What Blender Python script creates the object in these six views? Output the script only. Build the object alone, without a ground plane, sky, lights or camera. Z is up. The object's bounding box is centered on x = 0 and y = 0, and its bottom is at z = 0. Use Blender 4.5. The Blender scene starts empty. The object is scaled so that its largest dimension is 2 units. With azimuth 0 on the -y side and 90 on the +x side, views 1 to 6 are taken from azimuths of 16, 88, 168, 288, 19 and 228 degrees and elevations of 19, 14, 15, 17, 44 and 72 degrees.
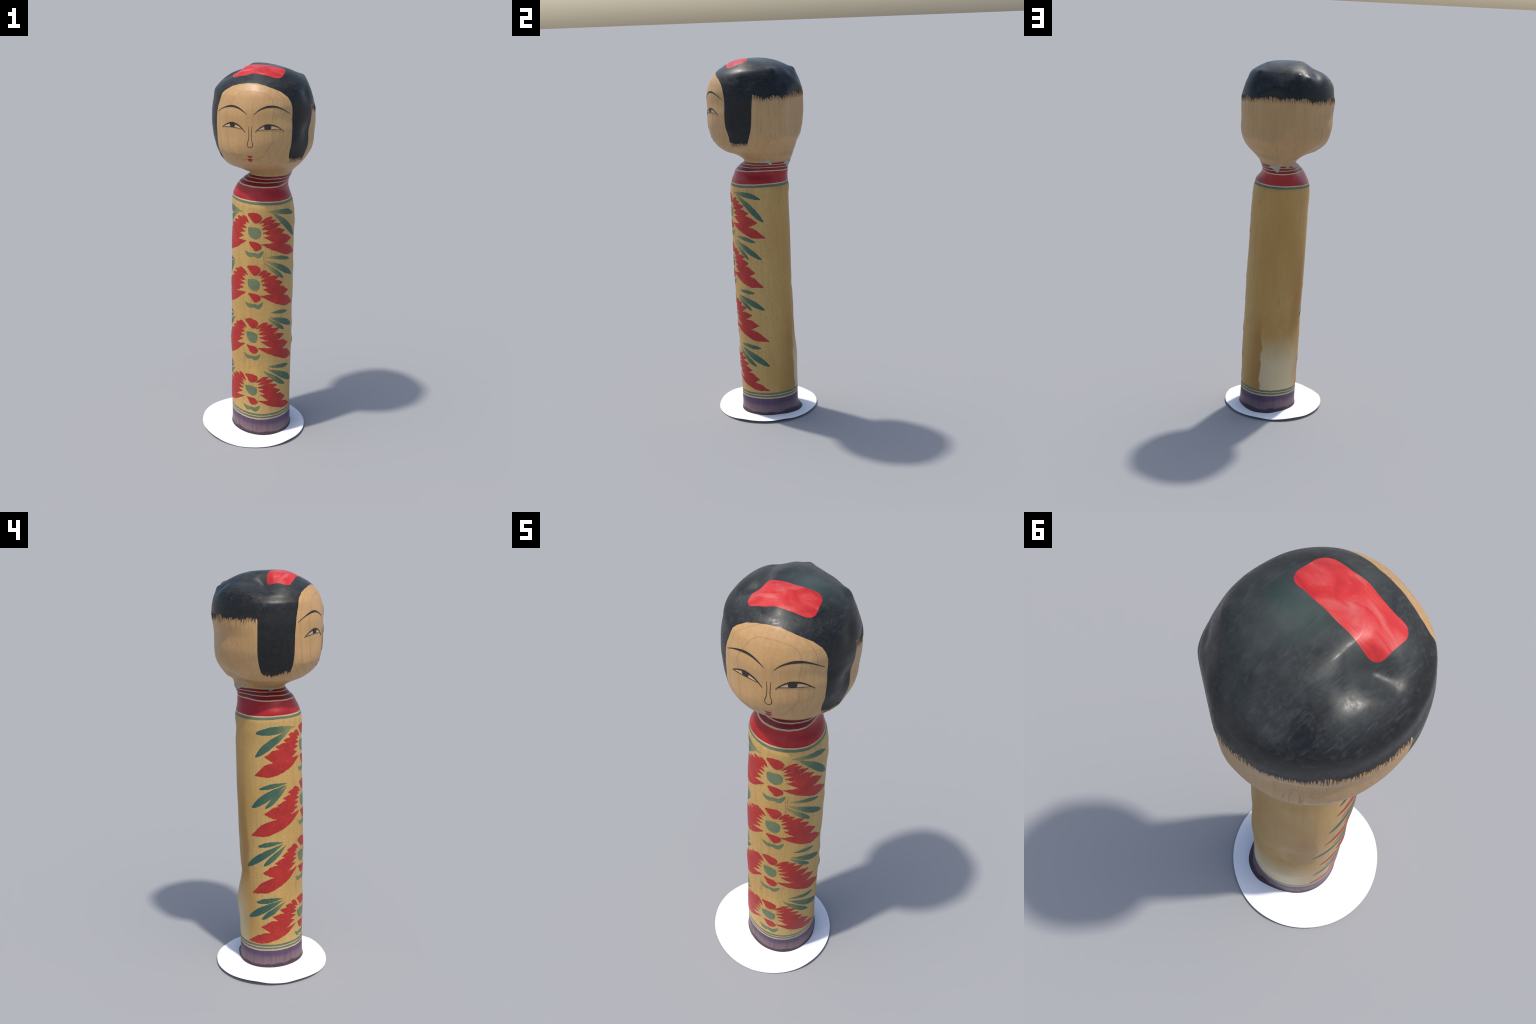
"""Turned and painted wooden doll on a round white sheet, built from cross-sections,
painted strokes (conforming thin paint films) and procedural materials."""
import bpy, math
import numpy as np

RNG = np.random.default_rng(20240611)
TAU = 2 * math.pi

# --------------------------------------------------------------------------
# small helpers
# --------------------------------------------------------------------------
_TAB = RNG.random(4096) * 2 - 1


def noise1(x, seed=0):
    """smooth 1-D value noise in [-1, 1]"""
    x = np.asarray(x, float) + seed * 37.17
    i = np.floor(x).astype(int)
    f = x - i
    f = f * f * (3 - 2 * f)
    return _TAB[(i * 7 + seed * 131) % 4096] * (1 - f) + _TAB[((i + 1) * 7 + seed * 131) % 4096] * f


def ring_noise(deg, cells, seed=0):
    """value noise round a full turn, `cells` cells, periodic"""
    x = (np.asarray(deg, float) % 360) / 360 * cells
    i = np.floor(x).astype(int)
    f = x - i
    f = f * f * (3 - 2 * f)
    a = _TAB[((i % cells) * 13 + seed * 517) % 4096]
    b = _TAB[(((i + 1) % cells) * 13 + seed * 517) % 4096]
    return a * (1 - f) + b * f


def smoothstep(a, b, x):
    t = np.clip((np.asarray(x, float) - a) / (b - a), 0, 1)
    return t * t * (3 - 2 * t)


def hermite(xk, yk, x):
    """cubic Hermite through hand-placed knots (limited tangents)"""
    xk = np.asarray(xk, float)
    yk = np.asarray(yk, float)
    d = np.diff(yk) / np.diff(xk)
    m = np.concatenate([[d[0]], np.where(d[:-1] * d[1:] > 0, 2 * d[:-1] * d[1:] / (d[:-1] + d[1:] + 1e-12), 0.0), [d[-1]]])
    x = np.clip(x, xk[0], xk[-1])
    i = np.clip(np.searchsorted(xk, x) - 1, 0, len(xk) - 2)
    h = xk[i + 1] - xk[i]
    t = (x - xk[i]) / h
    return ((2 * t**3 - 3 * t**2 + 1) * yk[i] + (t**3 - 2 * t**2 + t) * h * m[i]
            + (-2 * t**3 + 3 * t**2) * yk[i + 1] + (t**3 - t**2) * h * m[i + 1])


# --------------------------------------------------------------------------
# the turned wooden form: cross-sections up the axis
# (height, centre x, centre y, mean radius, 2nd harmonic cos/sin, 3rd harmonic cos/sin)
# --------------------------------------------------------------------------
SECTIONS = np.array([
    (0.000, 0.0410, 0.0160, 0.1625, 0.000, -0.002, -0.002, 0.001),
    (0.060, 0.0397, 0.0155, 0.1600, 0.000, -0.001, -0.002, 0.001),
    (0.200, 0.0362, 0.0130, 0.1605, 0.000, -0.002, -0.003, -0.002),
    (0.320, 0.0330, 0.0105, 0.1628, -0.001, -0.003, -0.001, -0.002),
    (0.440, 0.0318, 0.0080, 0.1612, 0.001, -0.002, -0.002, -0.002),
    (0.520, 0.0312, 0.0050, 0.1615, 0.001, 0.000, -0.003, -0.001),
    (0.600, 0.0295, 0.0035, 0.1612, 0.001, -0.001, -0.003, -0.001),
    (0.720, 0.0250, 0.0015, 0.1620, 0.001, -0.002, 0.000, 0.000),
    (0.840, 0.0208, 0.0002, 0.1625, 0.001, 0.000, 0.002, 0.001),
    (0.960, 0.0170, 0.0010, 0.1615, 0.000, 0.000, 0.003, 0.001),
    (1.080, 0.0150, 0.0008, 0.1615, 0.000, 0.001, 0.003, 0.001),
    (1.180, 0.0135, 0.0015, 0.1602, 0.000, 0.001, 0.004, 0.002),
    (1.250, 0.0132, 0.0005, 0.1603, 0.000, 0.001, 0.000, 0.002),
    (1.300, 0.0110, 0.0000, 0.1600, -0.003, 0.000, -0.001, -0.001),
    (1.330, 0.0086, -0.0007, 0.1543, -0.003, 0.000, 0.000, -0.002),
    (1.350, 0.0090, -0.0010, 0.1487, -0.005, 0.003, -0.001, -0.005),
    (1.375, 0.0090, 0.0040, 0.1372, -0.010, 0.008, -0.004, -0.005),
    (1.400, 0.0145, 0.0090, 0.1280, -0.014, 0.013, -0.004, -0.006),
    (1.425, 0.0265, 0.0270, 0.1182, -0.014, 0.013, 0.002, -0.005),
    (1.450, 0.0400, 0.0455, 0.1122, -0.014, 0.006, 0.005, -0.004),
    (1.480, 0.0340, 0.0270, 0.1375, -0.010, 0.017, 0.003, -0.011),
    (1.510, 0.0075, 0.0020, 0.1900, -0.004, 0.002, 0.001, -0.006),
    (1.550, 0.0028, -0.0070, 0.2233, -0.002, -0.004, 0.003, 0.000),
    (1.600, 0.0015, -0.0040, 0.2463, -0.003, 0.002, 0.005, 0.005),
    (1.660, 0.0018, -0.0062, 0.2575, -0.002, 0.000, 0.001, 0.002),
    (1.720, 0.0035, -0.0056, 0.2603, -0.002, 0.004, -0.002, 0.000),
    (1.780, -0.0010, -0.0044, 0.2608, -0.003, 0.002, 0.000, 0.002),
    (1.830, -0.0012, -0.0055, 0.2562, -0.006, -0.001, -0.001, 0.000),
    (1.870, -0.0042, -0.0068, 0.2475, -0.005, -0.003, 0.000, -0.001),
    (1.900, -0.0020, -0.0035, 0.2325, -0.006, -0.006, 0.001, 0.001),
    (1.925, 0.0020, -0.0010, 0.2140, -0.006, -0.007, 0.003, 0.001),
    (1.945, 0.0050, -0.0010, 0.1905, -0.005, -0.007, 0.005, 0.001),
    (1.960, 0.0060, -0.0020, 0.1640, -0.005, -0.008, 0.005, 0.000),
    (1.975, 0.0040, -0.0060, 0.1345, -0.004, -0.008, 0.005, -0.002),
    (1.987, -0.0020, -0.0130, 0.1060, -0.003, -0.008, 0.006, -0.005),
    (1.995, -0.0080, -0.0195, 0.0740, -0.003, -0.008, 0.006, -0.006),
])
Z_CAP = 1.995
Z_NECK = 1.447

# dents and bumps of the worn column: (azimuth, height, amplitude, half width in degrees, half height)
COLUMN_LUMPS = [
    (196, 0.475, -0.013, 17, 0.050), (200, 0.33, 0.005, 22, 0.06), (106, 0.52, 0.006, 9, 0.020),
    (106, 0.62, 0.003, 12, 0.025), (104, 0.72, -0.002, 14, 0.03), (108, 0.95, 0.003, 12, 0.03), (106, 1.20, 0.003, 14, 0.03),
    (-74, 0.52, 0.003, 14, 0.04), (178, 0.74, -0.003, 14, 0.03), (212, 0.62, -0.006, 10, 0.10), (150, 0.60, 0.003, 10, 0.2), (184, 0.555, -0.007, 12, 0.03),
]
# dents and bumps of the head: (point, amplitude along the way out from the head's middle, radius)
HEAD_LUMPS = [
    ((-0.138, -0.032, 1.962), -0.025, 0.042), ((-0.125, 0.035, 1.970), -0.009, 0.040), ((-0.105, 0.115, 1.950), -0.008, 0.045),
    ((-0.115, -0.005, 1.985), -0.006, 0.030), ((-0.075, 0.020, 2.000), 0.003, 0.040),
    ((0.250, -0.067, 1.690), -0.018, 0.058), ((0.228, -0.060, 1.875), -0.010, 0.040), ((-0.168, -0.048, 1.935), -0.014, 0.036), ((0.150, 0.160, 1.900), -0.012, 0.060), ((0.030, 0.225, 1.870), -0.008, 0.060),
    ((-0.130, 0.130, 1.515), -0.022, 0.060), ((-0.170, 0.050, 1.530), -0.004, 0.050), ((0.150, -0.110, 1.515), -0.010, 0.055),
    ((-0.130, 0.220, 1.700), -0.008, 0.080), ((0.180, 0.085, 1.955), 0.010, 0.028), ((0.205, 0.130, 1.865), -0.006, 0.030),
    ((-0.040, -0.255, 1.870), -0.006, 0.070), ((-0.110, 0.178, 1.930), -0.012, 0.036), ((0.079, 0.195, 1.930), -0.010, 0.042), ((-0.012, 0.205, 1.938), 0.008, 0.020),
    ((-0.067, 0.213, 1.925), 0.005, 0.016), ((0.0, -0.150, 1.975), 0.003, 0.030), ((-0.06, -0.150, 1.965), -0.004, 0.030),
]


def surface(phi, z, cap=None):
    """point on the wooden form; phi = local azimuth in degrees (0 = front, 90 = +x)"""
    phi, z = np.broadcast_arrays(np.asarray(phi, float), np.asarray(z, float))
    s = [hermite(SECTIONS[:, 0], SECTIONS[:, k], z) for k in range(1, 8)]
    a = np.radians(phi - 90)
    r = s[2] + s[3] * np.cos(2 * a) + s[4] * np.sin(2 * a) + s[5] * np.cos(3 * a) + s[6] * np.sin(3 * a)
    for az, zz, amp, wa, wz in COLUMN_LUMPS:
        da = (phi - az + 180) % 360 - 180
        r = r + amp * np.exp(-(da / wa) ** 2 - ((z - zz) / wz) ** 2)
    # slight waviness of the hand-turned wood
    r = r + 0.0012 * ring_noise(phi + 40 * noise1(z * 5, 3), 11, 5) * noise1(z * 9.0, 8) \
          + 0.0006 * ring_noise(phi, 37, 9) * noise1(z * 31.0, 12)
    x = s[0] + r * np.cos(a)
    y = s[1] + r * np.sin(a)
    zz = z.copy()
    if cap is not None:                      # crown: rings shrink to the pole
        cap = np.broadcast_to(cap, phi.shape)
        x = s[0] + (x - s[0]) * cap
        y = s[1] + (y - s[1]) * cap
        zz = zz + np.where(cap < 1, 0.005 * (1 - cap ** 2), 0)
    out = np.stack([x, y, zz - 1.73], -1)
    out = out / np.linalg.norm(out, axis=-1, keepdims=True)
    hx = 0.0
    on_head = smoothstep(1.46, 1.50, z)
    for c, amp, rad in HEAD_LUMPS:
        d2 = (x - c[0]) ** 2 + (y - c[1]) ** 2 + (zz - c[2]) ** 2
        hx = hx + amp * np.exp(-d2 / rad ** 2)
    x, y, zz = (v + hx * on_head * out[..., k] for k, v in enumerate((x, y, zz)))
    # flattened facet at the back right of the head
    n = np.radians(58.0)
    d = x * math.cos(n) + y * math.sin(n)
    lim = np.interp(z, [1.50, 1.56, 1.65, 1.75, 1.80, 1.9], [0.26, 0.236, 0.2300, 0.2345, 0.2375, 0.235])
    k = 0.004
    over = k * np.log1p(np.exp(np.clip((d - lim) / k, -40, 40))) * smoothstep(1.50, 1.56, z)
    x = x - over * math.cos(n)
    y = y - over * math.sin(n)
    return np.stack([x, y, zz], -1)


def surface_world(az, z):
    """same surface addressed by azimuth about the world axis"""
    az = np.asarray(az, float)
    phi = az.copy()
    for _ in range(8):
        P = surface(phi, z)
        w = np.degrees(np.arctan2(P[..., 1], P[..., 0])) + 90
        phi = phi + ((az - w + 180) % 360 - 180)
    return P


def normals_at(fn, u, z):
    e = 0.15
    du = fn(u + e, z) - fn(u - e, z)
    dz = fn(u, z + 0.0006) - fn(u, z - 0.0006)
    n = np.cross(du, dz)
    return n / np.linalg.norm(n, axis=-1, keepdims=True)


# --------------------------------------------------------------------------
# materials
# --------------------------------------------------------------------------
def lin(r, g, b):
    f = lambda c: (c / 255) / 12.92 if c / 255 <= 0.04045 else ((c / 255 + 0.055) / 1.055) ** 2.4
    return (f(r), f(g), f(b), 1.0)


class Nodes:
    def __init__(self, name, rough=0.5, spec=0.4, coat=0.0):
        self.mat = bpy.data.materials.new(name)
        self.mat.use_nodes = True
        self.t = self.mat.node_tree
        self.b = self.t.nodes["Principled BSDF"]
        self.b.inputs["Roughness"].default_value = rough
        self.b.inputs["Specular IOR Level"].default_value = spec
        self.b.inputs["Coat Weight"].default_value = coat
        self.obj = self.t.nodes.new("ShaderNodeTexCoord").outputs["Object"]

    def link(self, a, b):
        self.t.links.new(a, b)
        return self

    def _set(self, sock, v):
        if hasattr(v, "is_output") or isinstance(v, bpy.types.NodeSocket):
            self.t.links.new(v, sock)
        else:
            sock.default_value = v

    def mapping(self, scale=(1, 1, 1), loc=(0, 0, 0), src=None):
        n = self.t.nodes.new("ShaderNodeMapping")
        self._set(n.inputs["Vector"], src or self.obj)
        n.inputs["Scale"].default_value = scale
        n.inputs["Location"].default_value = loc
        return n.outputs[0]

    def noise(self, scale, vec=None, detail=3, rough=0.55, dist=0.0):
        n = self.t.nodes.new("ShaderNodeTexNoise")
        self._set(n.inputs["Vector"], vec or self.obj)
        n.inputs["Scale"].default_value = scale
        n.inputs["Detail"].default_value = detail
        n.inputs["Roughness"].default_value = rough
        n.inputs["Distortion"].default_value = dist
        return n.outputs["Fac"]

    def math(self, op, a, b=0.0, c=0.0, clamp=False):
        n = self.t.nodes.new("ShaderNodeMath")
        n.operation = op
        n.use_clamp = clamp
        for i, v in enumerate((a, b, c)):
            self._set(n.inputs[i], v)
        return n.outputs[0]

    def xyz(self, src=None):
        n = self.t.nodes.new("ShaderNodeSeparateXYZ")
        self._set(n.inputs[0], src or self.obj)
        return n.outputs

    def ramp(self, fac, stops, interp="LINEAR"):
        n = self.t.nodes.new("ShaderNodeValToRGB")
        n.color_ramp.interpolation = interp
        e = n.color_ramp.elements
        while len(e) < len(stops):
            e.new(0.5)
        for i, (p, c) in enumerate(stops):
            e[i].position = p
            e[i].color = c if len(c) == 4 else (*c, 1)
        self._set(n.inputs[0], fac)
        return n.outputs[0]

    def grey(self, fac, a, b, va=0.0, vb=1.0):
        """map fac range a..b to va..vb, clamped"""
        n = self.t.nodes.new("ShaderNodeMapRange")
        self._set(n.inputs["Value"], fac)
        for k, v in (("From Min", a), ("From Max", b), ("To Min", va), ("To Max", vb)):
            n.inputs[k].default_value = v
        return n.outputs[0]

    def mix(self, fac, a, b, blend="MIX"):
        n = self.t.nodes.new("ShaderNodeMix")
        n.data_type = "RGBA"
        n.blend_type = blend
        self._set(n.inputs[0], fac)
        self._set(n.inputs[6], a)
        self._set(n.inputs[7], b)
        return n.outputs[2]

    def bump(self, height, strength=0.2, dist=0.002):
        n = self.t.nodes.new("ShaderNodeBump")
        n.inputs["Strength"].default_value = strength
        n.inputs["Distance"].default_value = dist
        self._set(n.inputs["Height"], height)
        self.t.links.new(n.outputs[0], self.b.inputs["Normal"])

    def colour(self, c):
        self._set(self.b.inputs["Base Color"], c)
        return self.mat


def wood_grain(m, base, pale, dark, line, speck):
    """shared wood look: broad tone, vertical fibres, growth lines in planes of y, short dark flecks"""
    broad = m.noise(3.0, m.mapping((1, 1, 0.5)), 3)
    c = m.mix(m.grey(broad, 0.35, 0.65), base, pale)
    fibre = m.noise(60, m.mapping((1, 1, 0.06)), 4, 0.6)
    c = m.mix(m.grey(fibre, 0.45, 0.7, 0, 0.2), c, dark)
    pores = m.noise(420, m.mapping((1, 1, 0.35)), 2, 0.6)
    c = m.mix(m.grey(pores, 0.5, 0.72, 0, speck), c, dark)
    x, y, z = m.xyz()
    warp = m.noise(4.0, m.mapping((1, 1, 0.6)), 2)
    yy = m.math("ADD", m.math("MULTIPLY", y, 34.0), m.math("MULTIPLY", warp, 2.2))
    saw = m.math("FRACT", yy)
    l1 = m.math("MULTIPLY", m.grey(saw, 0.86, 0.985), m.grey(saw, 0.985, 1.0, 1, 0))
    front = m.math("MULTIPLY", m.grey(y, -0.10, -0.19, 0.25, 1.0), m.grey(y, -0.259, -0.250))
    c = m.mix(m.math("MULTIPLY", m.math("MULTIPLY", l1, front), line), c, dark)
    fleck = m.noise(95, m.mapping((1, 1, 0.16), (3.1, 1.7, 0.4)), 1, 0.4)
    c = m.mix(m.grey(fleck, 0.77, 0.81, 0, 0.6), c, lin(78, 50, 30))
    crack = m.noise(38, m.mapping((1, 1, 0.035), (1.3, 7.7, 0.2)), 2, 0.5)
    thin = m.grey(m.math("ABSOLUTE", m.math("SUBTRACT", crack, 0.5)), 0.0, 0.012, 1, 0)
    where = m.grey(m.noise(7, m.mapping((1, 1, 0.8), (9, 2, 5)), 2), 0.58, 0.66)
    c = m.mix(m.math("MULTIPLY", m.math("MULTIPLY", thin, where), 0.45), c, lin(84, 54, 30))
    return c, fibre, pores


def mat_face():
    m = Nodes("bare_maple_wood", 0.42, 0.45)
    c, f, p = wood_grain(m, lin(188, 147, 97), lin(199, 160, 109), lin(138, 97, 57), 0.36, 0.35)  # wood tones darkened part way toward the face's baked shading
    m.bump(m.math("ADD", f, m.math("MULTIPLY", p, 0.4)), 0.12, 0.001)
    return m.colour(c)


def mat_torso():
    m = Nodes("amber_lacquered_wood", 0.5, 0.4)
    c, f, p = wood_grain(m, lin(197, 157, 90), lin(207, 170, 104), lin(140, 98, 46), 0.25, 0.6)
    x, y, z = m.xyz()
    az = m.math("ARCTAN2", x, m.math("MULTIPLY", y, -1.0))       # radians, 0 = front
    # scan's baked shade on the back, tinted into the wood as warm brown
    back = m.grey(m.math("ABSOLUTE", az), 1.7, 2.3)
    shade_mottle = m.noise(6.0, m.mapping((1, 1, 0.4), (0, 4, 2)), 3)
    c = m.mix(m.math("MULTIPLY", back, m.grey(shade_mottle, 0.4, 0.62, 0.3, 0.65)), c, lin(178, 132, 62))
    # pale patch low on the back with a sharp edge on its right side
    edge = m.math("ADD", az, m.math("MULTIPLY", m.noise(14, m.mapping((1, 1, 1)), 3), 0.22))
    right = m.grey(edge, 2.58, 2.63)
    zone = m.math("MAXIMUM", right, m.grey(az, -2.1, -2.7))
    zone = m.math("MULTIPLY", zone, m.grey(z, 0.47, 0.30))
    c = m.mix(m.math("MULTIPLY", zone, 0.62), c, lin(222, 208, 172))
    # darker brown strip beside it, ending at the same edge
    dark_strip = m.math("MULTIPLY", m.grey(edge, 2.0, 2.5), m.grey(edge, 2.63, 2.58))
    dark_strip = m.math("MULTIPLY", dark_strip, m.grey(z, 0.62, 0.45))
    c = m.mix(m.math("MULTIPLY", dark_strip, 0.5), c, lin(148, 98, 40))
    # golden stain with a ragged edge high on the back left
    e3 = m.math("ADD", az, m.math("MULTIPLY", m.noise(18, m.mapping((1, 1, 0.7), (5, 0, 1)), 3), 0.3))
    st3 = m.math("MULTIPLY", m.grey(e3, -1.98, -2.03), m.grey(e3, -2.9, -2.3))
    st3 = m.math("MULTIPLY", st3, m.math("MULTIPLY", m.grey(z, 0.46, 0.52), m.grey(z, 1.0, 0.8)))
    c = m.mix(m.math("MULTIPLY", st3, 0.5), c, lin(156, 106, 40))
    m.bump(m.math("ADD", f, m.math("MULTIPLY", p, 0.6)), 0.2, 0.001)
    return m.colour(c)


def mat_hair():
    m = Nodes("black_lacquer_paint", 0.34, 0.32)
    x, y, z = m.xyz()
    brush = m.noise(55, m.mapping((1.0, 1.0, 1.0)), 4, 0.65, 1.2)
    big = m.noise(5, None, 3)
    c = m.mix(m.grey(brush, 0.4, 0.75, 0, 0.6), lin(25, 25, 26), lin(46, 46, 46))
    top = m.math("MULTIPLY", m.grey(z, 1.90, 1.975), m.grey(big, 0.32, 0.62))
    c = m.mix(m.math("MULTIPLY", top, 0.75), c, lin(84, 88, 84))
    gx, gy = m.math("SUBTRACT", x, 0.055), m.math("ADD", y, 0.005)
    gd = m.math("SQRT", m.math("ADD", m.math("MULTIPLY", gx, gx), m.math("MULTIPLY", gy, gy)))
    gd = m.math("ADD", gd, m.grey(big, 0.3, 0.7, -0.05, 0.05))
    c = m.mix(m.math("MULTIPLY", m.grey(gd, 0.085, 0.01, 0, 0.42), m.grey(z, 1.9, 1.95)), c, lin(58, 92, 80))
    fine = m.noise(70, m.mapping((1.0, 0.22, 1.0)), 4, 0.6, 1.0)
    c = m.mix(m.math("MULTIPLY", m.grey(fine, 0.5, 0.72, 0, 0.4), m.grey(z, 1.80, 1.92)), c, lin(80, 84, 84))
    m.b.inputs["Roughness"].default_value = 0.34
    rr = m.grey(brush, 0.35, 0.7, 0.30, 0.5)
    m._set(m.b.inputs["Roughness"], rr)
    m.bump(brush, 0.14, 0.0012)
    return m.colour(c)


def mat_paint(name, a, b, scale=240, rough=0.5, fibres=0.3, wood=0.10):
    """thin stain-like paint: two tones, grainy, wood pores showing through"""
    m = Nodes(name, rough, 0.4)
    n1 = m.noise(22, None, 3)
    c = m.mix(m.grey(n1, 0.35, 0.65), a, b)
    n2 = m.noise(scale, m.mapping((1, 1, 0.4)), 3, 0.65)
    dk = tuple(v * 0.55 for v in a[:3]) + (1,)
    c = m.mix(m.grey(n2, 0.5, 0.75, 0, fibres), c, dk)
    c = m.mix(m.grey(n2, 0.42, 0.25, 0, wood), c, lin(204, 165, 98))
    m.bump(n2, 0.12, 0.0008)
    return m.colour(c)


def mat_leaf():
    m = Nodes("green_leaf_stain", 0.5, 0.4)
    x, y, z = m.xyz()
    az = m.math("ABSOLUTE", m.math("ARCTAN2", x, m.math("MULTIPLY", y, -1.0)))
    n1 = m.noise(14, None, 3)
    g = m.math("ADD", az, m.grey(n1, 0.3, 0.7, -0.18, 0.18))
    c = m.ramp(m.grey(g, 0.5, 1.7), [(0.0, lin(146, 138, 88)), (0.25, lin(104, 116, 82)), (0.55, lin(66, 98, 78)), (1.0, lin(48, 88, 78))])
    n2 = m.noise(240, m.mapping((1, 1, 0.35)), 3, 0.65)
    c = m.mix(m.grey(n2, 0.5, 0.75, 0, 0.35), c, lin(26, 58, 52))
    c = m.mix(m.grey(n2, 0.42, 0.25, 0, 0.25), c, lin(190, 165, 110))
    m.bump(n2, 0.12, 0.0008)
    return m.colour(c)


def mat_ornament():
    m = Nodes("red_ribbon_paint", 0.38, 0.5)
    n = m.noise(9, m.mapping((1, 2.5, 1)), 4, 0.6, 0.8)
    c = m.ramp(n, [(0.3, lin(170, 30, 32)), (0.5, lin(200, 44, 42)), (0.72, lin(202, 96, 90))])  # last stop: pale pink colours in the gloss on the ribbon's top
    s = m.noise(120, m.mapping((1, 3, 1)), 3)
    c = m.mix(m.grey(s, 0.5, 0.75, 0, 0.2), c, lin(160, 20, 30))
    m.bump(s, 0.12, 0.001)
    return m.colour(c)


def mat_foot():
    m = Nodes("violet_dye_band", 0.55, 0.35)
    x, y, z = m.xyz()
    streak = m.noise(70, m.mapping((1, 1, 0.05)), 4, 0.6)
    n = m.noise(16, m.mapping((1, 1, 0.5)), 3)
    zz = m.math("ADD", z, m.grey(n, 0.3, 0.7, -0.007, 0.007))
    c = m.ramp(m.grey(zz, 0.012, 0.11), [(0.0, lin(62, 46, 54)), (0.12, lin(66, 48, 56)), (0.2, lin(122, 98, 102)), (0.5, lin(116, 90, 102)), (0.72, lin(84, 66, 92)), (1.0, lin(88, 68, 98))])
    c = m.mix(m.grey(streak, 0.45, 0.7, 0, 0.45), c, lin(74, 52, 66))
    return m.colour(c)


def mat_sheet():
    m = Nodes("white_paper", 0.85, 0.2)
    n = m.noise(7, None, 3)
    c = m.mix(m.grey(n, 0.4, 0.7), (0.93, 0.93, 0.935, 1), (0.87, 0.875, 0.89, 1))
    m.bump(m.noise(180, None, 2), 0.05, 0.001)
    return m.colour(c)


MAT = {
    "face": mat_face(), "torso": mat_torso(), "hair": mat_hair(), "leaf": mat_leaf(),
    "ornament": mat_ornament(), "foot": mat_foot(), "sheet": mat_sheet(),
    "petal": mat_paint("red_petal_stain", lin(180, 44, 36), lin(166, 36, 35), wood=0.25),
    "collar": mat_paint("red_lacquer_band", lin(172, 32, 32), lin(154, 27, 30), 120, 0.3, 0.15, 0.0),
    "wine": mat_paint("wine_red_stripe", lin(128, 26, 36), lin(112, 22, 32), 120, 0.35, 0.2, 0.0),
    "cream": mat_paint("cream_bare_line", lin(206, 178, 142), lin(196, 164, 128), 200, 0.5, 0.3, 0.0),
    "ring": mat_paint("green_ring_stain", lin(104, 116, 86), lin(90, 106, 82), 200, 0.5, 0.35, 0.3),
    "heart": mat_paint("green_flower_heart", lin(114, 124, 90), lin(98, 114, 86), 220, 0.5, 0.35, 0.3),
    "ink": mat_paint("black_ink_line", lin(38, 34, 32), lin(46, 40, 36), 200, 0.5, 0.2, 0.08),
    "wisp": mat_paint("thin_black_brush_wisp", lin(44, 38, 34), lin(72, 56, 40), 160, 0.5, 0.25, 0.1),
    "lip": mat_paint("red_lip_paint", lin(178, 30, 34), lin(166, 28, 34), 200, 0.45, 0.2, 0.0),
    "eyewhite": mat_paint("pale_eye_paint", lin(190, 156, 112), lin(206, 178, 140), 200, 0.5, 0.2, 0.0),
    "chip": mat_paint("pale_grey_chip", lin(178, 170, 154), lin(160, 148, 128), 60, 0.7, 0.1, 0.0),
}

# --------------------------------------------------------------------------
# object building
# --------------------------------------------------------------------------
ROOT = bpy.data.objects.new("kokeshi_doll", None)
bpy.context.scene.collection.objects.link(ROOT)
ROOT["label"] = "painted wooden kokeshi doll with black hair and red flowers"
ROOT["category"] = "wooden doll"


def make_object(name, verts, faces, mat, parent, normals=None):
    """faces: list of int arrays (n,3) / (n,4)"""
    me = bpy.data.meshes.new(name)
    me.vertices.add(len(verts))
    me.vertices.foreach_set("co", np.ascontiguousarray(verts, np.float32).ravel())
    loops = np.concatenate([f.ravel() for f in faces if len(f)])
    sizes = np.concatenate([np.full(len(f), f.shape[1]) for f in faces if len(f)])
    starts = np.concatenate([[0], np.cumsum(sizes)[:-1]])
    me.loops.add(len(loops))
    me.loops.foreach_set("vertex_index", loops.astype(np.int32))
    me.polygons.add(len(sizes))
    me.polygons.foreach_set("loop_start", starts.astype(np.int32))
    me.polygons.foreach_set("use_smooth", np.ones(len(sizes), bool))
    me.update(calc_edges=True)
    me.validate()
    if normals is not None:
        me.normals_split_custom_set_from_vertices(normals.astype(np.float32))
    me.materials.append(mat)
    ob = bpy.data.objects.new(name, me)
    bpy.context.scene.collection.objects.link(ob)
    ob.parent = parent
    return ob


def vertex_normals(V, quads, tris):
    n = np.zeros_like(V)
    for f in (quads, tris):
        if not len(f):
            continue
        a, b, c = V[f[:, 0]], V[f[:, 1]], V[f[:, -1]]
        fn = np.cross(b - a, c - a)
        for k in range(f.shape[1]):
            np.add.at(n, f[:, k], fn)
    return n / np.maximum(np.linalg.norm(n, axis=1, keepdims=True), 1e-12)


def split_by_label(V, N, quads, ql, tris, tl, specs):
    """specs: label -> (name, material, parent); returns label -> object"""
    out = {}
    for lab, (name, mat, parent) in specs.items():
        q, t = quads[ql == lab], tris[tl == lab]
        if len(q) + len(t) == 0:
            continue
        used = np.unique(np.concatenate([q.ravel(), t.ravel()]))
        remap = np.full(len(V), -1)
        remap[used] = np.arange(len(used))
        par = out.get(parent, parent) if isinstance(parent, str) else parent
        out[lab] = make_object(name, V[used], [remap[q], remap[t]], mat, par, N[used])
    return out


NT = 1080
PHI = np.arange(NT) * 360.0 / NT

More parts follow.
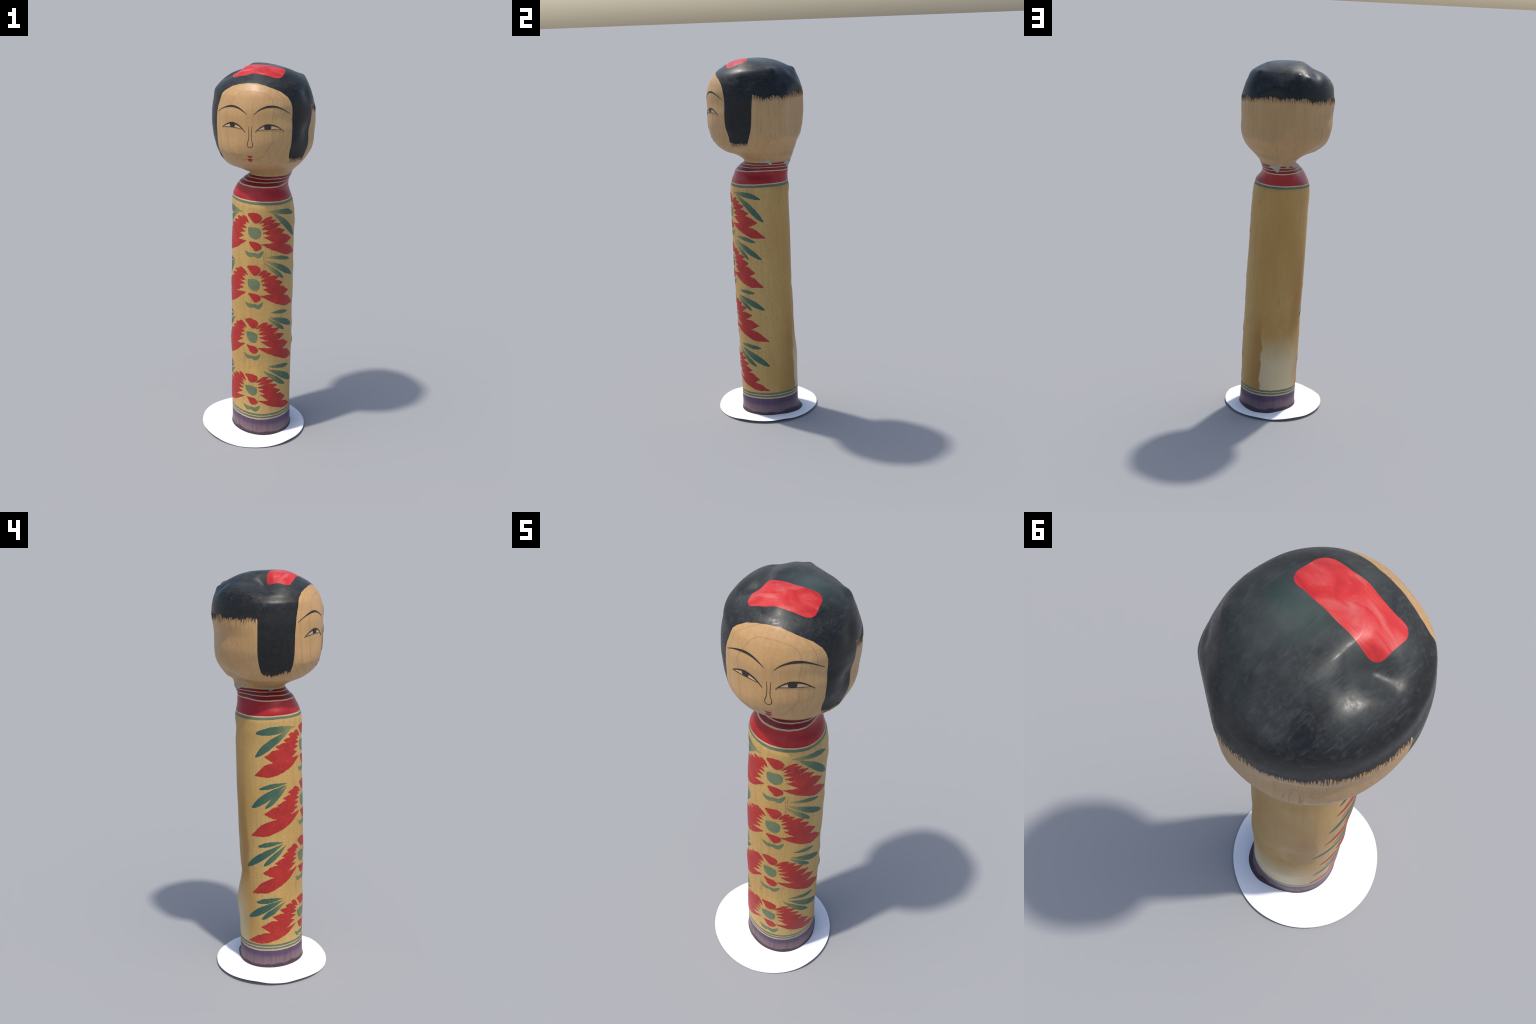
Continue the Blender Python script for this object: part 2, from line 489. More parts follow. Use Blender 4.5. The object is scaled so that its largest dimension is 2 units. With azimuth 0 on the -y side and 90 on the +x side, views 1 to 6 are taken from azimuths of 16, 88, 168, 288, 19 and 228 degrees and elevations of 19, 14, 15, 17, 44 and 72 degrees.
# ---- head ---------------------------------------------------------------------------
zf = np.linspace(Z_NECK, Z_CAP, 4000)
prof = np.stack([hermite(SECTIONS[:, 0], SECTIONS[:, 3], zf), zf], 1)
arc = np.concatenate([[0], np.cumsum(np.linalg.norm(np.diff(prof, axis=0), axis=1))])
n_side = int(arc[-1] / 0.0023)
Z_SIDE = np.interp(np.linspace(0, arc[-1], n_side + 1), arc, zf)
CAPS = np.linspace(1, 0, 33)[1:-1]
ROW_Z = np.concatenate([Z_SIDE, np.full(len(CAPS), Z_CAP)])
ROW_C = np.concatenate([np.ones(n_side + 1), CAPS])
NR = len(ROW_Z)


def head_points(row, col):
    z = np.interp(row, np.arange(NR), ROW_Z)
    c = np.interp(row, np.arange(NR), ROW_C)
    return surface(col * 360.0 / NT, z, c)


def bristle(az, depth, seed):
    """ragged brush ends: random long and short pointed strokes, 0..~1.6 depth"""
    out = 0.35 * ring_noise(az, 36, seed + 2)
    for cells, h in ((130, 0.75), (240, 0.65), (420, 0.35)):
        x = (np.asarray(az, float) % 360) / 360 * cells
        i = np.floor(x).astype(int)
        tip = 0.3 + 0.4 * np.abs(_TAB[((i % cells) * 29 + seed * 41) % 4096])
        f = x - i
        tri = np.where(f < tip, f / tip, (1 - f) / (1 - tip))
        out = out + h * np.abs(_TAB[((i % cells) * 17 + seed * 71) % 4096]) ** 1.3 * tri
    return depth * out


def hair_field(P):
    """> 0 inside the painted hair (metres, roughly a distance)"""
    az = np.degrees(np.arctan2(P[..., 1], P[..., 0])) + 90
    az = (az + 180) % 360 - 180
    z = P[..., 2]
    deg = 0.0045                                   # metres per degree on the head
    # cap above the hair line; the face opening arches up over the forehead
    c = np.interp(az, [-180, -150, -115, -90, -50, -43.5, -42.6, -41.5, -38.5, -35.5, -28, -18, -6.5, 6, 16, 26.5, 35, 42, 45.5, 47.4, 48.2, 60, 84, 96, 112, 126, 143, 163, 180],
                  [1.812, 1.806, 1.807, 1.803, 1.80, 1.77, 1.80, 1.838, 1.871, 1.889, 1.911, 1.924, 1.932, 1.934, 1.927, 1.914, 1.90, 1.877, 1.853, 1.823, 1.77, 1.80, 1.812, 1.800, 1.806, 1.810, 1.811, 1.814, 1.812])
    back = smoothstep(78, 86, np.abs(az))
    cap = z - c + back * (bristle(az, 0.022, 3) - 0.009)
    cap = np.clip(cap, -0.05, 0.05)

    def lock(e_in, e_out, bottom):
        b = bottom - bristle(az, 0.020, 11) + 0.007
        return np.minimum(np.minimum((az - e_in) * deg, (e_out - az) * deg), z - b)

    right = lock(hermite([1.54, 1.60, 1.69, 1.76, 1.82, 1.87, 1.95], [49.6, 48.6, 47.8, 47.8, 47.2, 44.0, 40], z),
                 hermite([1.54, 1.56, 1.604, 1.645, 1.70, 1.76, 1.83], [72.0, 74.2, 77.8, 80.2, 81.4, 82.4, 84.0], z), 1.562)
    left = lock(hermite([1.54, 1.56, 1.60, 1.64, 1.71, 1.80], [-79.5, -80.6, -82.4, -82.9, -82.4, -81.9], z),
                hermite([1.54, 1.56, 1.60, 1.66, 1.72, 1.775, 1.82, 1.87, 1.95], [-46.2, -45.3, -44.6, -44.2, -44.2, -43.2, -41.4, -38.2, -34], z),
                np.interp(az, [-82, -68, -45], [1.560, 1.545, 1.557]))
    return np.maximum(cap, np.maximum(np.minimum(right, 1.88 - z), np.minimum(left, 1.88 - z)))


def ornament_field(P):
    """rounded bar of red on the crown, seen in plan"""
    x, y = P[..., 0] + 0.004, P[..., 1] + 0.096
    ca, sa = math.cos(0.02), math.sin(0.02)
    x, y = x * ca - y * sa, x * sa + y * ca
    y = y + np.where(y < 0, 0.002 * np.sin(x * 40 + 0.6), 0.0015 * np.sin(x * 24)) + 0.0006 * np.sin(x * 95)
    rad = 0.034
    qx, qy = np.abs(x) - (0.125 - rad), np.abs(y) - (0.057 - rad)
    d = np.hypot(np.maximum(qx, 0), np.maximum(qy, 0)) + np.minimum(np.maximum(qx, qy), 0) - rad
    return np.where(P[..., 2] > 1.9, -d, -0.05)


rows, cols = np.meshgrid(np.arange(NR, dtype=float), np.arange(NT, dtype=float), indexing="ij")
P0 = head_points(rows, cols)


def snap(field):
    """grid shifts that put vertices next to the zero line onto it"""
    f = field(P0)
    gr = np.gradient(f, axis=0)
    gc = (np.roll(f, -1, 1) - np.roll(f, 1, 1)) / 2
    g2 = gr ** 2 + gc ** 2 + 1e-14
    near = np.abs(f) < 0.56 * np.maximum(np.abs(gr), np.abs(gc))
    dr = np.where(near, np.clip(-f * gr / g2, -0.5, 0.5), 0)
    dc = np.where(near, np.clip(-f * gc / g2, -0.5, 0.5), 0)
    return np.where(near, 0, f), dr, dc


f_hair, dr1, dc1 = snap(hair_field)
f_orn, dr2, dc2 = snap(ornament_field)
fix = np.ones((NR, 1))
fix[0] = 0
fix[-1] = 0
Vh = head_points(rows + (dr1 + dr2) * fix, cols + (dc1 + dc2) * fix).reshape(-1, 3)
pole = surface(0.0, Z_CAP, 0.0)
Vh = np.vstack([Vh, pole[None]])
idx = np.arange(NR * NT).reshape(NR, NT)
q = np.stack([idx[:-1], np.roll(idx[:-1], -1, 1), np.roll(idx[1:], -1, 1), idx[1:]], -1).reshape(-1, 4)
tri_pole = np.stack([idx[-1], np.roll(idx[-1], -1), np.full(NT, NR * NT)], -1)
fh = np.append(f_hair.ravel(), 1.0)
fo = np.append(f_orn.ravel(), -1.0)


def label_of(faces):
    h = fh[faces].sum(1) > 0
    o = fo[faces].sum(1) > 0
    return np.where(o, 2, np.where(h, 1, 0))


mixed = ((fh[q].max(1) > 0) & (fh[q].min(1) < 0)) | ((fo[q].max(1) > 0) & (fo[q].min(1) < 0))
qm = q[mixed]
z02 = (fh[qm][:, [0, 2]] == 0).all(1) | (fo[qm][:, [0, 2]] == 0).all(1)
t_mixed = np.vstack([qm[z02][:, [0, 1, 2]], qm[z02][:, [0, 2, 3]], qm[~z02][:, [0, 1, 3]], qm[~z02][:, [1, 2, 3]]])
quads_h = q[~mixed]
tris_h = np.vstack([t_mixed, tri_pole])
Nh = vertex_normals(Vh, quads_h, tris_h)
HEAD = split_by_label(Vh, Nh, quads_h, label_of(quads_h), tris_h, label_of(tris_h), {
    0: ("head", MAT["face"], ROOT)})
head = HEAD[0]
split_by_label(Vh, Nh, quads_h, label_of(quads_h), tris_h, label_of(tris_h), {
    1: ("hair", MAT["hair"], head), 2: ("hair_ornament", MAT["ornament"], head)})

# ---- torso with its turned bands -------------------------------------------------------
# (lower edge, upper edge, part name, material)
BANDS = [
    (0.004, 0.104, "foot_band", "foot"), (0.104, 0.112, "pale_ring", "cream"), (0.112, 0.1225, "green_ring", "ring"),
    (0.1225, 0.1275, "pale_ring", "cream"), (0.1275, 0.139, "green_ring", "ring"),
    (0.139, 1.318, "torso", "torso"), (1.318, 1.3305, "green_ring", "ring"), (1.3305, 1.3365, "pale_ring", "cream"),
    (1.3365, 1.399, "collar", "collar"), (1.399, 1.4045, "pale_ring", "cream"), (1.4045, 1.419, "neck_stripe", "wine"),
    (1.419, 1.4225, "pale_ring", "cream"), (1.4225, 1.4345, "neck_stripe", "wine"), (1.4345, 1.4375, "pale_ring", "cream"),
    (1.4375, Z_NECK, "neck_stripe", "wine"),
]
zr, band_of_row = [], []
for k, (a, b, _, _) in enumerate(BANDS):
    n = max(2, int(math.ceil((b - a) / 0.0045)))
    zr += list(np.linspace(a, b, n + 1)[:-1])
    band_of_row += [k] * n
zr.append(Z_NECK)
zr = np.array(zr)
band_of_row = np.array(band_of_row)
ZZ, PP = np.meshgrid(zr, PHI, indexing="ij")
wob_top = 0.0022 * ring_noise(PP, 7, 21) + 0.0006 * ring_noise(PP, 60, 22)
wob_low = 0.0035 * ring_noise(PP, 6, 23) + 0.0010 * ring_noise(PP, 180, 24)
Zw = ZZ + wob_top * smoothstep(1.24, 1.31, ZZ) * smoothstep(Z_NECK, 1.43, ZZ) + wob_low * smoothstep(0.2, 0.15, ZZ) * smoothstep(0.01, 0.09, ZZ)
Vt = surface(PP, Zw)
# little skirt where the foot flares into the sheet
flare = 0.030 * np.exp(-(((PP - 157 + 180) % 360 - 180) / 30) ** 2) + 0.003
fl = flare * smoothstep(0.05, 0.0, ZZ) ** 2
Vt[..., 0] += fl * np.cos(np.radians(PP - 90))
Vt[..., 1] += fl * np.sin(np.radians(PP - 90))
Vt = Vt.reshape(-1, 3)
it = np.arange(len(zr) * NT).reshape(len(zr), NT)
qt = np.stack([it[:-1], np.roll(it[:-1], -1, 1), np.roll(it[1:], -1, 1), it[1:]], -1).reshape(-1, 4)
lt = np.repeat(band_of_row, NT)
none = np.zeros((0, 3), int)
Nt = vertex_normals(Vt, qt, none)
# the seam at the neck shares the head's normals so that the join is smooth
torso = split_by_label(Vt, Nt, qt, lt, none, np.zeros(0, int), {5: ("torso", MAT["torso"], ROOT)})[5]
split_by_label(Vt, Nt, qt, lt, none, np.zeros(0, int),
               {k: (b[2], MAT[b[3]], torso) for k, b in enumerate(BANDS) if k != 5})

# --------------------------------------------------------------------------
# painted strokes: thin paint films that follow the wood
# --------------------------------------------------------------------------
LAYER = [0]


def catmull(pts, n, closed=False):
    pts = np.asarray(pts, float)
    if closed:
        ext = np.vstack([pts[-1], pts, pts[0], pts[1]])
        m = len(pts)
    else:
        ext = np.vstack([2 * pts[0] - pts[1], pts, 2 * pts[-1] - pts[-2]])
        m = len(pts) - 1
    t = np.linspace(0, m, n, endpoint=not closed)
    i = np.minimum(t.astype(int), m - 1)
    f = (t - i)[:, None]
    a, b, c, d = ext[i], ext[i + 1], ext[i + 2], ext[i + 3]
    return 0.5 * (2 * b + (c - a) * f + (2 * a - 5 * b + 4 * c - d) * f ** 2 + (3 * b - a - 3 * c + d) * f ** 3)


def film(name, U, fn, deg_m, mat, parent, lift, edge_mask):
    """U: (...,2) grid of (metres along the girth, height); lays it on the wood"""
    az, z = U[..., 0] / deg_m, U[..., 1]
    P = fn(az, z)
    n = normals_at(fn, az, z)
    off = np.where(edge_mask, -0.0006, lift)
    return P + n * off[..., None], n


def next_lift(base):
    LAYER[0] += 1
    return base + 0.00002 * (LAYER[0] % 23)


def stroke(name, spine, widths, mat, parent, fn=surface, deg_m=0.0028, n=30, m=7, rag=0.0, lift=0.0007):
    """brush stroke: spine of (azimuth, height), half widths along it in metres"""
    sp = catmull(np.asarray(spine, float) * [deg_m, 1.0], n)
    t = np.gradient(sp, axis=0)
    t /= np.linalg.norm(t, axis=1, keepdims=True) + 1e-12
    nv = np.stack([-t[:, 1], t[:, 0]], 1)
    s = np.linspace(0, 1, n)
    w = np.maximum(widths(s) if callable(widths) else np.interp(s, np.linspace(0, 1, len(widths)), widths), 0.00025)
    v = np.linspace(-1, 1, m)
    seed = LAYER[0] % 60
    jl = rag * noise1(s * n * 0.45, seed) + 0.5 * rag * noise1(s * n * 0.9, seed + 1)
    jr = rag * noise1(s * n * 0.45, seed + 2) + 0.5 * rag * noise1(s * n * 0.9, seed + 3)
    wide = np.minimum(1, w / 0.004)
    U = sp[:, None, :] + nv[:, None, :] * (w[:, None] * v[None, :])[..., None]
    U[..., 1] += np.maximum(v, 0)[None, :] ** 2 * (jl * wide)[:, None] + np.maximum(-v, 0)[None, :] ** 2 * (jr * wide)[:, None]
    mask = np.zeros((n, m), bool)
    mask[:, 0] = mask[:, -1] = True
    mask[0] = mask[-1] = True
    P, nrm = film(name, U, fn, deg_m, mat, parent, next_lift(lift), mask)
    idx = np.arange(n * m).reshape(n, m)
    qq = np.stack([idx[:-1, :-1], idx[:-1, 1:], idx[1:, 1:], idx[1:, :-1]], -1).reshape(-1, 4)[:, ::-1]
    return make_object(name, P.reshape(-1, 3), [qq], mat, parent, nrm.reshape(-1, 3))


def blob(name, outline, mat, parent, fn=surface, deg_m=0.0028, n=56, rag=0.0, rings=7, lift=0.0013):
    """filled patch from a closed outline of (azimuth, height)"""
    o = catmull(np.asarray(outline, float) * [deg_m, 1.0], n, True)
    c = o.mean(0)
    seed = LAYER[0] % 60
    o = o + rag * np.stack([noise1(np.arange(n) * 0.5, seed), 1.6 * noise1(np.arange(n) * 0.7, seed + 5)], 1)
    s = np.linspace(1, 0, rings)[:-1]
    s[1] = 0.97
    U = c + (o - c)[None] * s[:, None, None]
    mask = np.zeros((len(s), n), bool)
    mask[0] = True
    lift = next_lift(lift)
    P = film(name, U, fn, deg_m, mat, parent, lift, mask)
    P, nrm = (v.reshape(-1, 3) for v in P)
    pc, nc = (v.reshape(-1, 3) for v in film(name, c[None, None], fn, deg_m, mat, parent, lift, np.zeros((1, 1), bool)))
    idx = np.arange(len(s) * n).reshape(len(s), n)
    qq = np.stack([idx[:-1], np.roll(idx[:-1], -1, 1), np.roll(idx[1:], -1, 1), idx[1:]], -1).reshape(-1, 4)
    tt = np.stack([idx[-1], np.roll(idx[-1], -1), np.full(n, len(P))], -1)
    area = np.sum(o[:, 0] * np.roll(o[:, 1], -1) - np.roll(o[:, 0], -1) * o[:, 1])
    if area < 0:
        qq, tt = qq[:, ::-1], tt[:, ::-1]
    return make_object(name, np.vstack([P, pc]), [qq, tt], mat, parent, np.vstack([nrm, nc]))


def teardrop(wmax, peak=0.55, a=0.9, b=0.75):
    def f(s):
        x = np.where(s < peak, s / peak * 0.5, 0.5 + (s - peak) / (1 - peak) * 0.5)
        return wmax * np.sin(math.pi * x) ** np.where(s < peak, a, b)
    return f


def petal_width(wmax, peak):
    """thin root, quick swell, long full middle, pointed tip"""
    def f(s):
        return wmax * np.interp(s, [0, 0.10, 0.25, 0.45, peak, peak + 0.10, 0.88, 1.0], [0.02, 0.26, 0.68, 0.92, 1.0, 0.90, 0.38, 0.02])
    return f


# ---- flowers: centre height, centre azimuth, six petal tips on each side --------------
FLOWERS = [
    (1.169, 0.0, [(35, 1.257), (41, 1.239), (52, 1.216), (63, 1.177), (81, 1.126), (96, 1.039)],
     [(-25, 1.250), (-38, 1.240), (-48, 1.217), (-62, 1.187), (-82, 1.137), (-101, 1.040)]),
    (0.888, 0.0, [(26, 0.967), (34, 0.952), (50, 0.931), (59, 0.896), (73, 0.844), (88, 0.764)],
     [(-31, 0.969), (-41, 0.954), (-51, 0.926), (-62, 0.892), (-85, 0.848), (-110, 0.728)]),
    (0.589, -5.0, [(28, 0.680), (38, 0.666), (50, 0.643), (62, 0.601), (75, 0.541), (93, 0.448)],
     [(-34, 0.663), (-44, 0.648), (-54, 0.622), (-67, 0.586), (-88, 0.535), (-108, 0.419)]),
    (0.274, -5.0, [(31, 0.363), (41, 0.343), (47, 0.311), (54, 0.275), (69, 0.221), (88, 0.156)],
     [(-33, 0.364), (-46, 0.349), (-57, 0.331), (-71, 0.296), (-91, 0.237), (-118, 0.147)]),
]
# where each petal starts, relative to the flower's heart (azimuth, height)
ROOTS = [(9.5, 0.050), (14, 0.040), (13.5, 0.022), (15.5, 0.003), (18.5, -0.020), (13, -0.058)]
HALF_WIDTH = [0.0125, 0.0150, 0.0190, 0.0235, 0.0295, 0.0290]

for fi, (zc, pc, rt, lt_) in enumerate(FLOWERS):
    for side, tips in ((1, rt), (-1, lt_)):
        for k, (ta, tz) in enumerate(tips):
            ra, rz = pc + side * ROOTS[k][0], zc + ROOTS[k][1]
            sag = [0.004, 0.003, 0.001, -0.002, -0.004, 0.004][k]
            if fi == 3 and k == 5:
                sag = 0.002
            bow = [(0.35, 0.30), (0.70, 0.68)]
            mids = [(ra + (ta - ra) * u, rz + (tz - rz) * v + sag) for u, v in bow]
            if side < 0 and k == 5:
                rz, sag = rz + 0.014, 0.005
            hw = HALF_WIDTH[k] * ([1.22, 1.2, 1.08, 1.05, 1.22, 1.32][k] if side < 0 else [1.0, 1.0, 1.0, 1.0, 1.05, 1.08][k]) * (0.95 + 0.1 * RNG.random()) * (0.8 if fi == 3 and k == 5 else 1)
            peak = [0.58, 0.58, 0.60, 0.62, 0.63, 0.63][k]
            stroke("petal", [(ra, rz)] + mids + [(ta, tz)], petal_width(hw, peak), MAT["petal"], torso,
                   n=44, m=9, rag=0.0021)
    up = [(-12, 0.098), (-2, 0.106), (7, 0.104), (13, 0.094), (14, 0.078), (10, 0.060), (2, 0.052), (-4, 0.064), (-8.5, 0.080)]
    dn = [(-9, -0.050), (0, -0.048), (7, -0.049), (13, -0.062), (14.5, -0.076), (10, -0.090), (3, -0.095), (-2, -0.083), (-6, -0.066)]
    ht = [(-11, 0.024), (-4, 0.030), (4, 0.030), (11, 0.020), (13, 0.000), (10, -0.022), (3, -0.031), (-4, -0.024), (-9, -0.005)]
    shrink = 0.92 if fi == 3 else 1.0
    for pts, mat, nm in ((up, "petal", "petal"), (dn, "petal", "petal"), (ht, "heart", "flower_heart")):
        blob(nm, [(pc + a + RNG.uniform(-0.8, 0.8), zc + b * shrink + RNG.uniform(-0.002, 0.002)) for a, b in pts], MAT[mat], torso, rag=0.0008)
    dz = 0.006 if fi == 3 else 0.0
    stroke("sepal", [(pc - 17, zc - 0.100 + dz), (pc - 8, zc - 0.118 + dz), (pc + 2, zc - 0.116 + dz), (pc + 10, zc - 0.120 + dz), (pc + 19, zc - 0.092 + dz)],
           [0.0005, 0.010, 0.0150, 0.0110, 0.0120, 0.0150, 0.0115, 0.0005], MAT["heart"], torso, n=34, rag=0.0012)

# ---- leaves: (base, tip, half width, upward bow) ----------------------------------------
LEAVES = [
    ((23, 1.284), (89, 1.254), 0.0165, 0.010), ((32, 1.280), (93, 1.126), 0.0190, 0.010),
    ((-22, 1.273), (-97, 1.252), 0.0210, 0.004), ((-34, 1.262), (-99, 1.131), 0.0205, 0.010),
    ((24, 1.040), (76, 1.016), 0.0130, 0.006), ((22, 1.021), (87, 0.918), 0.0185, 0.008), ((19, 1.012), (61, 0.916), 0.0140, 0.002),
    ((-41, 1.000), (-93, 0.972), 0.0130, 0.005), ((-43, 0.993), (-108, 0.872), 0.0220, 0.008), ((-42, 0.987), (-83, 0.874), 0.0140, 0.000),
    ((32, 0.735), (70, 0.728), 0.0120, 0.003), ((29, 0.709), (88, 0.631), 0.0190, 0.008), ((26, 0.703), (62, 0.627), 0.0130, 0.002),
    ((-51, 0.695), (-97, 0.674), 0.0130, 0.005), ((-50, 0.688), (-121, 0.553), 0.0195, 0.010), ((-45, 0.680), (-87, 0.571), 0.0150, 0.000),
    ((27, 0.423), (76, 0.408), 0.0135, 0.003), ((27, 0.408), (91, 0.299), 0.0205, 0.008), ((17, 0.402), (65, 0.299), 0.0155, 0.002),
    ((-51, 0.393), (-100, 0.370), 0.0145, 0.004), ((-50, 0.385), (-116, 0.280), 0.0195, 0.008), ((-46, 0.373), (-90, 0.278), 0.0150, 0.002),
]
for (a0, z0), (a1, z1), hw, bow in LEAVES:
    mids = [(a0 + (a1 - a0) * u, z0 + (z1 - z0) * u + bow * 4 * u * (1 - u)) for u in (0.33, 0.66)]
    stroke("leaf", [(a0, z0)] + mids + [(a1, z1)], teardrop(hw * (1.1 if a0 < 0 else 1.05), 0.62, 0.95, 0.65), MAT["leaf"], torso, n=34, m=9, rag=0.0014, lift=0.0002)

# ---- face ---------------------------------------------------------------------------------
HEAD_DEG = 0.0045


def face_stroke(name, spine, widths, mat="ink", **k):
    return stroke(name, spine, widths, MAT[mat], head, surface_world, HEAD_DEG, **k)


def face_blob(name, outline, mat, **k):
    return blob(name, outline, MAT[mat], head, surface_world, HEAD_DEG, **k)


brow = [0.0008, 0.0022, 0.0044, 0.0062, 0.0058, 0.0042, 0.0024, 0.0008]
face_stroke("eyebrow", [(-41.5, 1.782), (-33, 1.805), (-24.4, 1.820), (-17.8, 1.824), (-11.7, 1.819), (-5.9, 1.806), (-1.9, 1.792)], brow, n=40)
face_stroke("eyebrow", [(5.2, 1.791), (10.1, 1.814), (16.8, 1.830), (22.7, 1.835), (28.7, 1.833), (36.2, 1.820), (45.9, 1.794)], brow, n=40)
lid = [0.0008, 0.0017, 0.0032, 0.0043, 0.0042, 0.0032, 0.0019, 0.0008]
face_blob("eye_white", [(-29, 1.723), (-22, 1.738), (-16, 1.742), (-10, 1.732), (-7, 1.722), (-15, 1.725), (-23, 1.722)], "eyewhite", lift=0.0004)
face_blob("eye_white", [(10, 1.723), (16, 1.740), (22, 1.745), (28, 1.741), (34, 1.727), (28, 1.727), (18, 1.725)], "eyewhite", lift=0.0004)
face_blob("pupil", [(-21.5, 1.736), (-20.5, 1.744), (-16.0, 1.744), (-14.8, 1.735), (-16.2, 1.725), (-20.2, 1.724)], "ink")
face_blob("pupil", [(16.6, 1.736), (17.6, 1.746), (23.0, 1.747), (24.0, 1.736), (22.6, 1.726), (17.6, 1.726)], "ink")
face_stroke("eyelid", [(-33.6, 1.711), (-29.0, 1.726), (-21.9, 1.741), (-16.8, 1.744), (-11.0, 1.736), (-6.6, 1.722), (-2.7, 1.704)], lid, n=40, lift=0.0019)
face_stroke("eyelid", [(7.2, 1.709), (10.7, 1.726), (16.5, 1.743), (21.4, 1.747), (27.4, 1.743), (32.6, 1.732), (38.4, 1.713)], lid, n=40, lift=0.0019)
thin = [0.0005, 0.0013, 0.0015, 0.0013, 0.0005]
face_stroke("eyelid", [(-31.5, 1.716), (-23.3, 1.7215), (-15.7, 1.7235), (-7.0, 1.721)], thin, n=30, m=5, lift=0.0019)
face_stroke("eyelid", [(8.8, 1.719), (14.7, 1.7235), (21.5, 1.7255), (29.5, 1.7265), (35.5, 1.7245)], thin, n=30, m=5, lift=0.0019)
face_stroke("nose", [(0.0, 1.739), (0.8, 1.717), (1.0, 1.685), (0.5, 1.668), (-0.4, 1.652), (-0.1, 1.639), (2.3, 1.632), (4.8, 1.639), (5.1, 1.652), (4.2, 1.668), (3.6, 1.685), (3.6, 1.717), (3.9, 1.740)],
            [0.0006] + [0.0018] * 10 + [0.0006], n=70, m=5)
face_blob("mouth", [(-0.9, 1.5895), (1.2, 1.588), (2.6, 1.5885), (4.6, 1.590), (4.2, 1.583), (1.8, 1.577), (0.2, 1.582)], "lip", n=40)
face_blob("mouth", [(-1.2, 1.570), (1.7, 1.573), (4.6, 1.572), (4.0, 1.562), (1.8, 1.556), (-0.2, 1.562)], "lip", n=40)

# ---- feathered brush wisps along the hem of the hair -----------------------------------------
def wisps(name, count, az0, az1, hem, longest, mat):
    az = np.linspace(az0, az1, count) + RNG.uniform(-0.6, 0.6, count)
    length = longest * (0.25 + 0.75 * RNG.random(count) ** 1.6)
    half = RNG.uniform(0.10, 0.26, count)                       # degrees
    lean = RNG.uniform(-0.7, 0.7, count)
    t = np.linspace(0, 1, 7)
    v = np.array([-1.0, 0.0, 1.0])
    taper = np.array([1.0, 1.0, 0.92, 0.75, 0.52, 0.28, 0.04])
    A_ = az[:, None, None] + lean[:, None, None] * t[None, :, None] ** 2 + half[:, None, None] * taper[None, :, None] * v[None, None, :]
    Z_ = np.broadcast_to((hem(az) + 0.010)[:, None, None] - ((length + 0.010)[:, None] * t[None, :])[:, :, None], A_.shape)
    P = surface_world(A_, Z_)
    n = normals_at(surface_world, A_, Z_)
    lift = np.where(np.abs(v) > 0.5, 0.0001, 0.0006)
    P = P + n * lift[None, None, :, None]
    k = np.arange(count * 21).reshape(count, 7, 3)
    qq = np.stack([k[:, :-1, :-1], k[:, 1:, :-1], k[:, 1:, 1:], k[:, :-1, 1:]], -1).reshape(-1, 4)
    ob = make_object(name, P.reshape(-1, 3), [qq], mat, head, n.reshape(-1, 3))
    ob["kind"] = "stuff"
    return ob


wisps("hair_wisp", 300, 84.5, 276.5, lambda a: np.interp(a, [84, 96, 112, 126, 163, 197, 210, 245, 270, 278], [1.808, 1.798, 1.804, 1.807, 1.811, 1.809, 1.803, 1.804, 1.800, 1.798]), 0.026, MAT["wisp"])
wisps("hair_wisp", 44, 50.5, 74, lambda a: np.full_like(a, 1.560), 0.018, MAT["wisp"])
wisps("hair_wisp", 60, -79.5, -46.5, lambda a: np.interp(a, [-82, -68, -45], [1.560, 1.545, 1.557]), 0.018, MAT["wisp"])

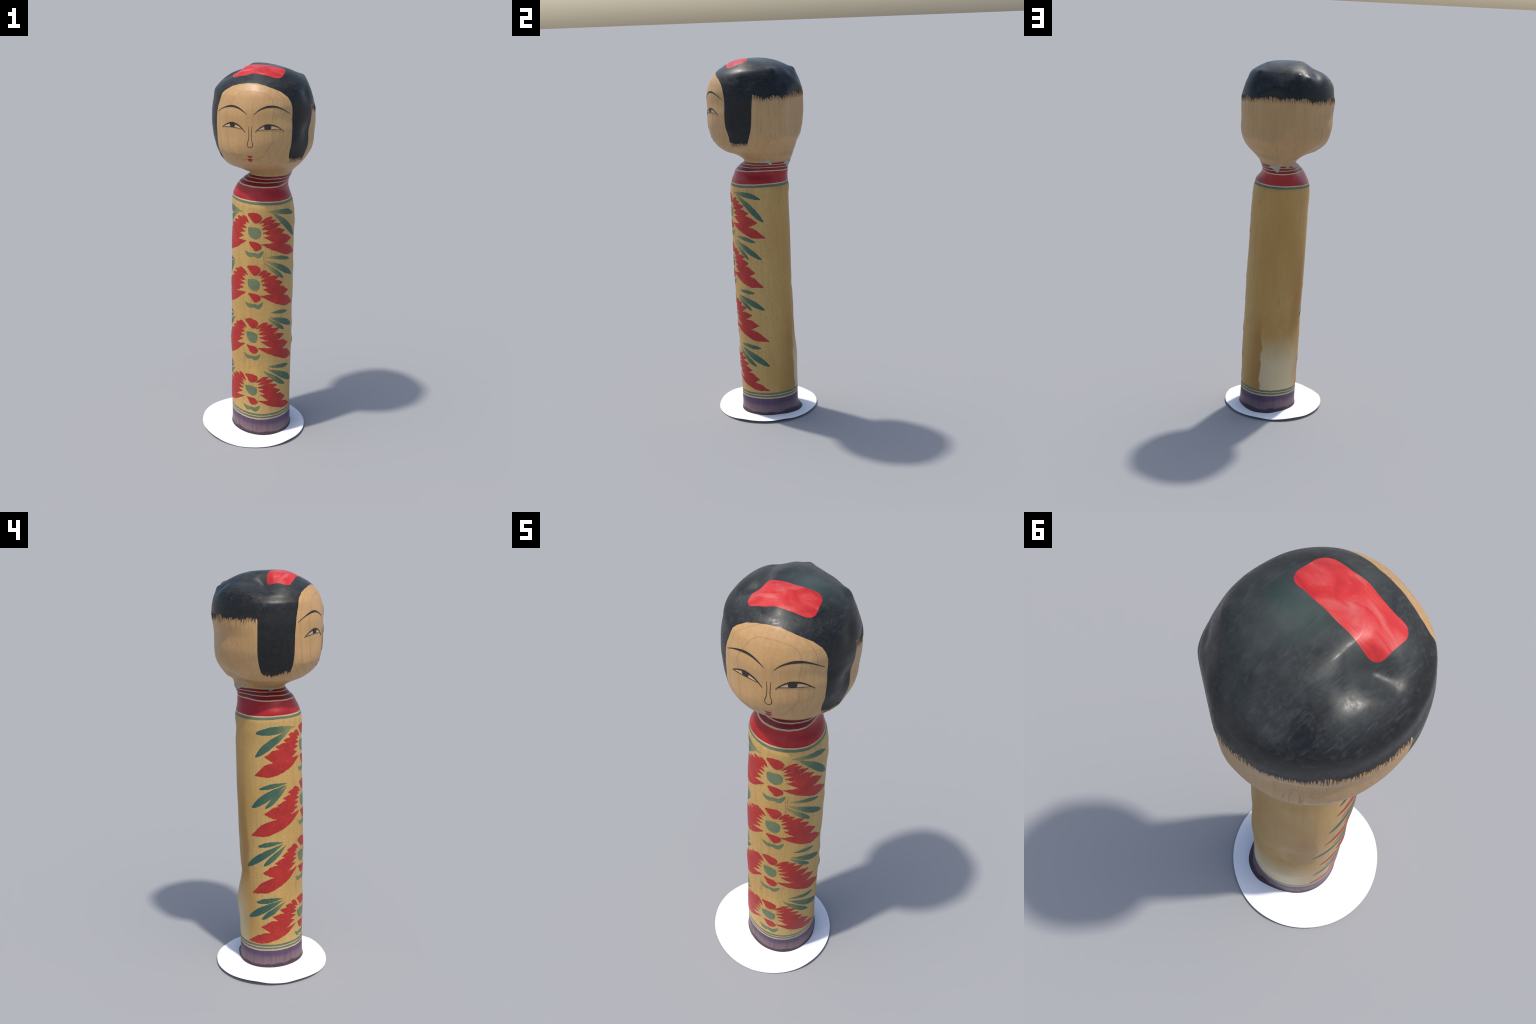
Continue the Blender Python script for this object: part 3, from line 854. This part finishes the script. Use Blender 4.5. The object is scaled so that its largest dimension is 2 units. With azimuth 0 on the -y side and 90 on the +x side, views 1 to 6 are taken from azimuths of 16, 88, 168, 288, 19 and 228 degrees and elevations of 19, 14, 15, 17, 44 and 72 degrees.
# ---- pale chipped scraps under the head at the back of the neck ---------------------------
for pts in ([(140, 1.443), (152, 1.454), (164, 1.464), (161, 1.440), (156, 1.410), (148, 1.427)],
            [(170, 1.441), (176, 1.452), (182, 1.462), (180, 1.450), (175, 1.440)],
            [(86, 1.452), (98, 1.462), (108, 1.470), (113, 1.456), (116, 1.434), (107, 1.446), (97, 1.451)],
            [(-170, 1.440), (-180, 1.455), (-168, 1.462), (-156, 1.464), (-162, 1.450)],
            [(-98, 1.459), (-76, 1.461), (-57, 1.463), (-62, 1.447), (-76, 1.441), (-88, 1.450)]):
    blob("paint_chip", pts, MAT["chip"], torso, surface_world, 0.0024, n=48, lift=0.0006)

# --------------------------------------------------------------------------
# round white sheet under the doll, its rim slightly lifted and wavy
# --------------------------------------------------------------------------
na, nr = 288, 28
ang = np.arange(na) * 360.0 / na                      # azimuth
rim_z = hermite([0, 15, 30, 45, 60, 75, 90, 105, 120, 135, 150, 165, 180, 195, 210, 225, 240, 255, 270, 285, 300, 315, 330, 345, 360],
                [.0012, .002, .003, .0075, .0135, .0115, .0115, .0155, .0105, .0105, .0120, .0085, .0115, .0138, .0108, .0125, .0142, .0175, .0190, .0128, .0112, .0152, .0132, .0062, .0012], ang)
rim_r = 0.2840 + 0.0010 * ring_noise(ang, 14, 41) + 0.002 * np.exp(-((ang - 180) / 25) ** 2)
rr = np.linspace(0.02, 1, nr)
A = np.radians(ang - 90)
R2 = rr[:, None] * rim_r[None]
Zt = 0.0095 + (rim_z[None] - 0.0095) * smoothstep(0.5, 1.0, rr)[:, None]
top = np.stack([R2 * np.cos(A), R2 * np.sin(A), np.maximum(Zt, 0.0012)], -1)
bot = top - [0, 0, 0.0012]
Vs = np.vstack([top.reshape(-1, 3), bot.reshape(-1, 3)])
i0 = np.arange(nr * na).reshape(nr, na)
i1 = i0 + nr * na
up_q = np.stack([i0[:-1], np.roll(i0[:-1], -1, 1), np.roll(i0[1:], -1, 1), i0[1:]], -1).reshape(-1, 4)[:, ::-1]
dn_q = np.stack([i1[:-1], np.roll(i1[:-1], -1, 1), np.roll(i1[1:], -1, 1), i1[1:]], -1).reshape(-1, 4)
rim_q = np.stack([i0[-1], np.roll(i0[-1], -1), np.roll(i1[-1], -1), i1[-1]], -1)[:, ::-1]
hub_t, hub_b = i0[0][None], i1[0][::-1][None]
sheet = make_object("round_base", Vs, [up_q, dn_q, rim_q, hub_t, hub_b], MAT["sheet"], ROOT)
sheet.data.set_sharp_from_angle(angle=math.radians(40))

bpy.context.view_layer.update()
